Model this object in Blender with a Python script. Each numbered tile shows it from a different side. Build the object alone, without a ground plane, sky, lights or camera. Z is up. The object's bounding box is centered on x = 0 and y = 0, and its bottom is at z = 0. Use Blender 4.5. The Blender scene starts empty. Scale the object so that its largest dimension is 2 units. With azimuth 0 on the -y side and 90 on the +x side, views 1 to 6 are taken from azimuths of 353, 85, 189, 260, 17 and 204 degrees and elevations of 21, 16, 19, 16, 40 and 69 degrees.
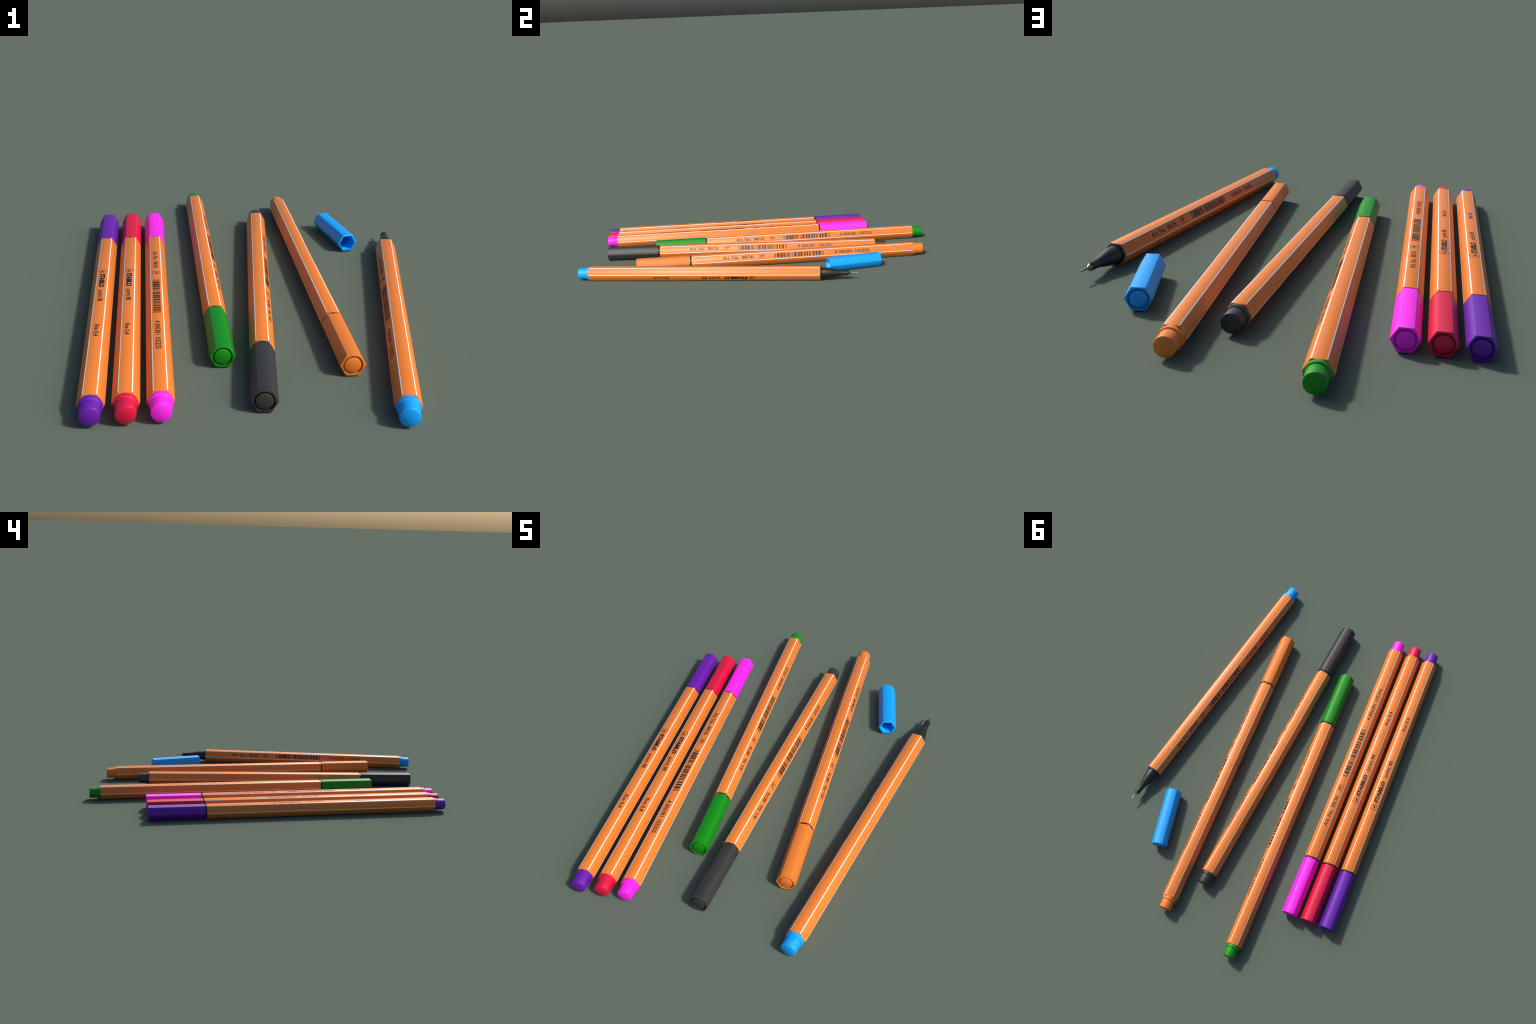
# Seven hexagonal fineliner pens and one loose cap lying on the ground.
import bpy, bmesh, math
from mathutils import Matrix, Vector

R3 = math.sqrt(3.0)
# ------------------------------------------------------------------ sizes (m)
H = 0.0694                 # hexagon, across flats
LB = 1.2365                # barrel length (x = 0 at the plug end)
C0, C1 = 1.2445, 1.5375    # cap mouth and cap closed end
EDGE = 0.0019              # chamfer leg of barrel edges (carries the white line)
CAP_EDGE = 0.0009          # chamfer leg of cap edges
PLUG = 0.0605              # plug length behind the barrel


# ------------------------------------------------------------------ materials
def plastic(name, rgb, rough=0.5, grain=0.02, spec=0.5, metallic=0.0):
    m = bpy.data.materials.new(name)
    m.use_nodes = True
    nt = m.node_tree
    b = nt.nodes["Principled BSDF"]
    b.inputs["Roughness"].default_value = rough
    b.inputs["Specular IOR Level"].default_value = spec
    b.inputs["Metallic"].default_value = metallic
    tc = nt.nodes.new("ShaderNodeTexCoord")
    nz = nt.nodes.new("ShaderNodeTexNoise")
    nz.inputs["Scale"].default_value = 18.0
    nz.inputs["Detail"].default_value = 3.0
    nt.links.new(tc.outputs["Object"], nz.inputs["Vector"])
    ramp = nt.nodes.new("ShaderNodeValToRGB")
    for e, k in zip(ramp.color_ramp.elements, (1.0 - grain, 1.0 + grain)):
        e.color = tuple(min(1.0, c * k) for c in rgb) + (1.0,)
    nt.links.new(nz.outputs["Fac"], ramp.inputs["Fac"])
    nt.links.new(ramp.outputs["Color"], b.inputs["Base Color"])
    return m


def srgb(r, g, b):
    f = lambda c: (c / 12.92 if c <= 0.04045 else ((c + 0.055) / 1.055) ** 2.4)
    return tuple(f(v / 255.0) for v in (r, g, b))


ORANGE = plastic("orange_plastic", srgb(231, 128, 48), rough=0.44)
WHITE = plastic("white_line_print", srgb(244, 244, 244), grain=0.01)
INK = plastic("black_ink", srgb(24, 23, 24))
BLACK = plastic("black_plastic", srgb(30, 30, 31), rough=0.45)
STEEL = plastic("nickel_steel", srgb(158, 146, 126), rough=0.44, metallic=1.0)
COLOURS = {
    "violet": plastic("violet_plastic", srgb(101, 20, 166)),
    "red": plastic("red_plastic", srgb(212, 8, 66)),
    "magenta": plastic("magenta_plastic", srgb(255, 34, 235)),
    "green": plastic("green_plastic", srgb(6, 138, 8)),
    "grey": plastic("charcoal_plastic", srgb(53, 52, 53)),
    "orange": plastic("orange_cap_plastic", srgb(231, 128, 47)),
    "blue": plastic("sky_blue_plastic", srgb(4, 163, 255)),
}


# ------------------------------------------------------------------ mesh helpers
def hex_ring(x, flat, cut):
    """12 points of a hexagon with chamfered edges, flats facing +-z; `flat` = inradius."""
    side = 2.0 * flat / R3
    pts = []
    for k in range(6):
        a = math.radians(60 * k)                       # face normal, 0 = +z, turning to +y
        n = Vector((0, math.sin(a), math.cos(a)))
        t = Vector((0, math.cos(a), -math.sin(a)))
        for s in (-1, 1):
            p = n * flat + t * s * (side / 2 - cut)
            pts.append(Vector((x, p.y, p.z)))
    return pts


def circle_ring(x, r, n=64):
    return [Vector((x, r * math.sin(2 * math.pi * i / n), r * math.cos(2 * math.pi * i / n)))
            for i in range(n)]


def add_ring(bm, pts):
    return [bm.verts.new(p) for p in pts]


def bridge(bm, a, b, mat=0, mats=None):
    n = len(a)
    for i in range(n):
        f = bm.faces.new((a[i], a[(i + 1) % n], b[(i + 1) % n], b[i]))
        f.material_index = mats(i) if mats else mat


def bridge_by_angle(bm, a, b):
    """Triangulate the flat face between two rings with different point counts."""
    ang = lambda v: math.atan2(v.co.y, v.co.z) % (2 * math.pi)
    a = sorted(a, key=ang)
    b = sorted(b, key=ang)
    i = j = 0
    na, nb = len(a), len(b)
    while i < na or j < nb:
        ai = ang(a[i % na]) + (2 * math.pi if i >= na else 0)
        an = ang(a[(i + 1) % na]) + (2 * math.pi if i + 1 >= na else 0)
        bn = ang(b[(j + 1) % nb]) + (2 * math.pi if j + 1 >= nb else 0)
        if j >= nb or (i < na and an <= bn):
            bm.faces.new((a[i % na], a[(i + 1) % na], b[j % nb]))
            i += 1
        else:
            bm.faces.new((a[i % na], b[(j + 1) % nb], b[j % nb]))
            j += 1


def fan(bm, ring, x):
    """Close a ring with triangles to its centre, so that it shades as a soft dome."""
    c = bm.verts.new((x, 0, 0))
    n = len(ring)
    for i in range(n):
        bm.faces.new((ring[i], ring[(i + 1) % n], c))


def to_mesh(bm, name, mats, angle=36):
    bmesh.ops.recalc_face_normals(bm, faces=bm.faces)
    me = bpy.data.meshes.new(name)
    bm.to_mesh(me)
    bm.free()
    for m in mats:
        me.materials.append(m)
    me.shade_smooth()
    me.set_sharp_from_angle(angle=math.radians(angle))
    return me


def lathe(name, profile, mat, n=64, angle=36):
    """Turn an (x, radius) profile about the pen axis; both ends are closed."""
    bm = bmesh.new()
    prev = None
    for x, r in profile:
        ring = add_ring(bm, circle_ring(x, r, n))
        if prev:
            bridge(bm, prev, ring)
        else:
            fan(bm, ring, x)
        prev = ring
    fan(bm, prev, profile[-1][0])
    return to_mesh(bm, name, [mat], angle)


def arc(cx, cr, rad, a0, a1, n=5):
    """Quarter-round as profile points, angle 0 = outwards, 90 = along +x."""
    out = []
    for i in range(n + 1):
        a = math.radians(a0 + (a1 - a0) * i / n)
        out.append((cx + rad * math.sin(a), cr + rad * math.cos(a)))
    return out


# ------------------------------------------------------------------ the parts
def make_barrel():
    bm = bmesh.new()
    f, e, d = H / 2, 0.0026, 0.0009
    rings = [add_ring(bm, hex_ring(0, f - d, EDGE)), add_ring(bm, hex_ring(e, f, EDGE)),
             add_ring(bm, hex_ring(LB - e, f, EDGE)), add_ring(bm, hex_ring(LB, f - d, EDGE))]
    stripe = lambda i: i % 2                            # odd spans are the chamfers
    bridge(bm, rings[0], rings[1])
    bridge(bm, rings[1], rings[2], mats=stripe)
    bridge(bm, rings[2], rings[3])
    bm.faces.new(rings[0])
    bm.faces.new(rings[3])
    me = to_mesh(bm, "barrel", [ORANGE, WHITE])
    return me


def make_cap(mat):
    bm = bmesh.new()
    f, bore, wall_end = H / 2, 0.0283, 0.034
    d = 0.0008
    outer = [hex_ring(C0, f - d, CAP_EDGE), hex_ring(C0 + d, f, CAP_EDGE),
             hex_ring(C1 - d, f, CAP_EDGE), hex_ring(C1, f - d, CAP_EDGE)]
    outer = [add_ring(bm, p) for p in outer]
    for a, b in zip(outer, outer[1:]):
        bridge(bm, a, b)
    # hollow inside, hexagonal, wall about 6 mm
    inner = [add_ring(bm, hex_ring(C0, bore + 0.0004, CAP_EDGE)),
             add_ring(bm, hex_ring(C0 + 0.0006, bore, CAP_EDGE)),
             add_ring(bm, hex_ring(C1 - wall_end, bore - 0.001, CAP_EDGE))]
    bridge(bm, outer[0], inner[0])
    bridge(bm, inner[0], inner[1])
    bridge(bm, inner[1], inner[2])
    bm.faces.new(inner[2])
    # closed end: flat hexagon, ring groove, slightly domed button
    prof = [(C1, 0.0306), (C1 - 0.0012, 0.0301), (C1 - 0.0030, 0.0299), (C1 - 0.010, 0.0298), (C1 - 0.010, 0.0256),
            (C1 - 0.0036, 0.0256), (C1 - 0.0022, 0.0254), (C1 - 0.0008, 0.0246), (C1 - 0.0002, 0.0236)]
    rings = [add_ring(bm, circle_ring(x, r)) for x, r in prof]
    bridge_by_angle(bm, outer[3], rings[0])
    for a, b in zip(rings, rings[1:]):
        bridge(bm, a, b)
    fan(bm, rings[-1], C1 + 0.0003)
    return to_mesh(bm, "cap", [mat], 44)


def make_plug(mat):
    prof = [(0.012, 0.0300), (0.010, 0.0341), (-0.0142, 0.0341), (-0.0170, 0.0296), (-0.0225, 0.0295), (-PLUG + 0.0042, 0.0295),
            (-PLUG + 0.0020, 0.0289), (-PLUG + 0.0006, 0.0273)]
    return lathe("end_plug", prof, mat, angle=45)


def make_nose():
    prof = [(LB - 0.010, 0.0300), (LB - 0.009, 0.0341), (LB + 0.0054, 0.0341), (LB + 0.0065, 0.0337),
            (LB + 0.0071, 0.0327), (LB + 0.0072, 0.0300), (LB + 0.0078, 0.0288),
            (1.2500, 0.0285), (1.2580, 0.02845), (1.2660, 0.0281), (1.2740, 0.0275), (1.2820, 0.0264),
            (1.2910, 0.0248), (1.3000, 0.0230), (1.3100, 0.0209), (1.3200, 0.0188), (1.3300, 0.0168),
            (1.3400, 0.0151), (1.3500, 0.0140), (1.3600, 0.0135), (1.3700, 0.01335), (1.3812, 0.0132),
            (1.3820, 0.0129), (1.3824, 0.0122), (1.3816, 0.0118), (1.3780, 0.0114)]
    return lathe("nose_cone", prof, BLACK)


def make_sleeve():
    prof = [(1.3700, 0.0112), (1.3812, 0.0116), (1.3832, 0.0106), (1.3850, 0.0091), (1.3872, 0.0073),
            (1.3898, 0.0056), (1.3925, 0.0045), (1.3955, 0.0037), (1.3995, 0.0034), (1.4195, 0.0031),
            (1.4200, 0.0025)]
    return lathe("metal_sleeve", prof, STEEL, 40)


def make_nib(mat):
    prof = [(1.4150, 0.0020), (1.4202, 0.0026), (1.4210, 0.0031), (1.4250, 0.0031), (1.4272, 0.0026),
            (1.4280, 0.0012)]
    return lathe("writing_tip", prof, mat, 32, 60)


# ------------------------------------------------------------------ printing
THICK = 0.00030


def text_bm(bm, text, x_start, x_end, base, top, bold=0.0, shear=0.0, ref="8"):
    """Add text read from x_start towards x_end (falling x); cap height base..top."""
    def mesh_of(s):
        cu = bpy.data.curves.new("lettering", "FONT")
        cu.body = s
        cu.size = 1.0
        cu.offset = bold
        cu.shear = shear
        cu.extrude = 0.5
        cu.resolution_u = 3
        ob = bpy.data.objects.new("lettering", cu)
        bpy.context.scene.collection.objects.link(ob)
        dg = bpy.context.evaluated_depsgraph_get()
        me = bpy.data.meshes.new_from_object(ob.evaluated_get(dg))
        bpy.data.objects.remove(ob)
        bpy.data.curves.remove(cu)
        return me
    rm = mesh_of(ref)
    y0, y1 = min(v.co.y for v in rm.vertices), max(v.co.y for v in rm.vertices)
    bpy.data.meshes.remove(rm)
    me = mesh_of(text)
    x0, x1 = min(v.co.x for v in me.vertices), max(v.co.x for v in me.vertices)
    vs = []
    for v in me.vertices:
        u = (v.co.x - x0) / (x1 - x0) * (x_start - x_end)
        w = base + (v.co.y - y0) / (y1 - y0) * (top - base)
        vs.append(bm.verts.new((u - x_start, w, v.co.z * THICK)))
    for p in me.polygons:
        try:
            bm.faces.new([vs[i] for i in p.vertices])
        except ValueError:
            pass
    bpy.data.meshes.remove(me)


def slab(bm, pts):
    lo = [bm.verts.new((x, y, -THICK / 2)) for x, y in pts]
    hi = [bm.verts.new((x, y, THICK / 2)) for x, y in pts]
    bm.faces.new(hi)
    bm.faces.new(lo[::-1])
    n = len(pts)
    for i in range(n):
        bm.faces.new((lo[i], lo[(i + 1) % n], hi[(i + 1) % n], hi[i]))


def box(bm, x0, x1, y0, y1):
    slab(bm, [(x0, y0), (x1, y0), (x1, y1), (x0, y1)])


def ring_slab(bm, cx, cy, r0, r1, n=48):
    for i in range(n):
        a, b = 2 * math.pi * i / n, 2 * math.pi * (i + 1) / n
        slab(bm, [(cx + r * math.cos(t), cy + r * math.sin(t))
                  for r, t in ((r0, a), (r1, a), (r1, b), (r0, b))])


def finish_print(bm, name, under):
    """Place print drawn in (reading, up) on the upper or the lower flat of the barrel."""
    lift = H / 2 + 0.0001
    for v in bm.verts:
        u, w, z = v.co
        v.co = (-u, w, -(lift + z)) if under else (-u, -w, lift + z)
    bmesh.ops.recalc_face_normals(bm, faces=bm.faces)
    me = bpy.data.meshes.new(name)
    bm.to_mesh(me)
    bm.free()
    me.materials.append(INK)
    return me


def make_article_print():
    bm = bmesh.new()
    text_bm(bm, "Art. No.", 1.0645, 0.9745, -0.0082, 0.0098, bold=0.017, ref="A")
    text_bm(bm, "88/36", 0.9592, 0.8965, -0.0076, 0.0092, bold=0.017)
    text_bm(bm, "PP", 0.8582, 0.8372, -0.0062, 0.0074, bold=0.018, ref="P")
    t = 0.0011
    x0, x1, y0, y1 = -0.8635, -0.8325, -0.0122, 0.0128
    box(bm, x0, x1, y0, y0 + t)
    box(bm, x0, x1, y1 - t, y1)
    box(bm, x0, x0 + t, y0 + t, y1 - t)
    box(bm, x1 - t, x1, y0 + t, y1 - t)
    text_bm(bm, "4 006381 105255", 0.4440, 0.2485, -0.0088, 0.0078, bold=0.017)
    return finish_print(bm, "lettering", False)


BAR_SPANS = ((0, .8), (2.2, 3), (5.6, 8.6), (9.2, 10), (10.8, 11.4), (12.6, 15.4), (16.2, 17), (17.9, 20.6),
             (21.5, 22.2), (24, 24.7), (25.4, 26), (26.8, 28.4), (30, 31), (34, 34.7), (36, 36.7), (38.8, 41.6),
             (42.4, 43), (43.7, 44.3), (46.4, 49), (50, 50.6), (51.4, 53.8), (55, 55.7), (57.4, 58), (58.7, 59.3),
             (59.9, 61.3), (63, 65.2), (67.2, 67.9), (68.6, 69.3), (70, 70.7), (73.2, 73.9), (75.2, 77.6),
             (79.9, 82.6), (84.6, 85.2), (85.8, 86.4), (87.2, 89.8), (92.2, 92.9), (94.2, 95))


def make_barcode():
    bm = bmesh.new()
    start, end = 0.7812, 0.5060
    k = (start - end) / 95.0
    for a, b in BAR_SPANS:
        box(bm, -start + (a - 0.12) * k, -start + (b + 0.12) * k, -0.0128, 0.0120)
    return finish_print(bm, "barcode", False)


def make_brand_print():
    bm = bmesh.new()
    text_bm(bm, "STABILO", 0.8585, 0.7350, -0.0096, 0.0092, bold=0.066, shear=0.16, ref="B")
    text_bm(bm, "point 88", 0.7095, 0.6155, -0.0082, 0.0094, bold=0.017)
    text_bm(bm, "fine 0,4", 0.4370, 0.3545, -0.0086, 0.0082, bold=0.017, ref="0")
    # round badge with a swimming bird
    cx, cy = -0.8823, 0.0
    ring_slab(bm, cx, cy, 0.0147, 0.0165)
    body = [(-.0060, -.0040), (-.0020, -.0066), (.0040, -.0064), (.0086, -.0030), (.0098, .0026), (.0070, .0060),
            (.0066, .0024), (.0040, .0052), (.0034, .0012), (.0004, .0030), (-.0012, -.0008), (-.0040, -.0012)]
    spine = [(-.0044, -.0030), (-.0064, .0004), (-.0088, .0028), (-.0092, .0056), (-.0068, .0074), (-.0040, .0062)]
    neck = [(x + .0010, y) for x, y in spine] + [(x - .0008, y + .0014) for x, y in reversed(spine)]
    for shape in (body, neck):
        slab(bm, [(cx + x, cy + y - 0.0006) for x, y in shape])
    return finish_print(bm, "lettering", True)


# ------------------------------------------------------------------ assembly
def link(name, data, parent=None, matrix=None):
    ob = bpy.data.objects.new(name, data)
    bpy.context.scene.collection.objects.link(ob)
    if parent:
        ob.parent = parent
    if matrix is not None:
        ob.matrix_local = matrix
    return ob


BARREL, NOSE, SLEEVE = make_barrel(), make_nose(), make_sleeve()
ARTICLE, BARCODE, BRAND = make_article_print(), make_barcode(), make_brand_print()

# colour, x and y of the barrel's plug end, heading in degrees, face turned up by roll, capped
PENS = (
    ("violet", -0.5611, -0.8374, 90.05, 180, True),
    ("red", -0.4655, -0.8374, 90.05, 180, True),
    ("magenta", -0.3700, -0.8373, 90.04, 0, True),
    ("green", -0.1803, 0.9396, -89.96, 60, True),
    ("grey", 0.0736, 0.6600, -95.97, 60, True),
    ("orange", 0.2013, 0.8444, -89.96, 60, True),
    ("blue", 0.3010, -0.9362, 78.02, 60, False),
)
LIFT = 0.0003              # bottom flats stand just clear of the ground
WORDS = {"violet": "violet", "red": "raspberry red", "magenta": "bright magenta", "green": "green",
         "grey": "charcoal grey", "orange": "orange", "blue": "sky blue"}
MID = 0.5 * LB
for colour, x, y, heading, roll, capped in PENS:
    mat = COLOURS[colour]
    h = math.radians(heading)
    root = link("fineliner_pen", None)
    root.empty_display_size = 0.05
    # the empty stands under the middle of the barrel
    root.matrix_world = Matrix.Translation((x + MID * math.cos(h), y + MID * math.sin(h), 0)) @ Matrix.Rotation(h, 4, "Z")
    root["label"] = ("orange hexagonal fineliner with white lines and %s cap" if capped else
                     "uncapped orange hexagonal fineliner with white lines, %s plug") % WORDS[colour]
    root["category"] = "pen"
    place = Matrix.Translation((-MID, 0, H / 2 + LIFT)) @ Matrix.Rotation(-math.radians(roll), 4, "X")
    barrel = link("barrel", BARREL, root, place)
    eye = Matrix.Identity(4)
    link("lettering", ARTICLE, barrel, eye)
    link("lettering", BRAND, barrel, eye)
    link("barcode", BARCODE, barrel, eye)
    link("end_plug", make_plug(mat), root, place)
    nose = link("nose_cone", NOSE, root, place)
    link("metal_sleeve", SLEEVE, nose, eye)
    link("writing_tip", make_nib(mat), nose, eye)
    if capped:
        link("cap", make_cap(mat), root, place)

# the loose cap
cap_mesh = make_cap(COLOURS["blue"])
mid = 0.5 * (C0 + C1)
cap_mesh.transform(Matrix.Translation((-mid, 0, H / 2 + LIFT)))
h = math.radians(100.04)
cap = link("pen_cap", cap_mesh)
cap.matrix_world = Matrix.Translation((0.4144 + (mid - C0) * math.cos(h), 0.3352 + (mid - C0) * math.sin(h), 0)) @ \
    Matrix.Rotation(h, 4, "Z")
cap["label"] = "loose sky blue hexagonal pen cap, hollow"
cap["category"] = "pen cap"
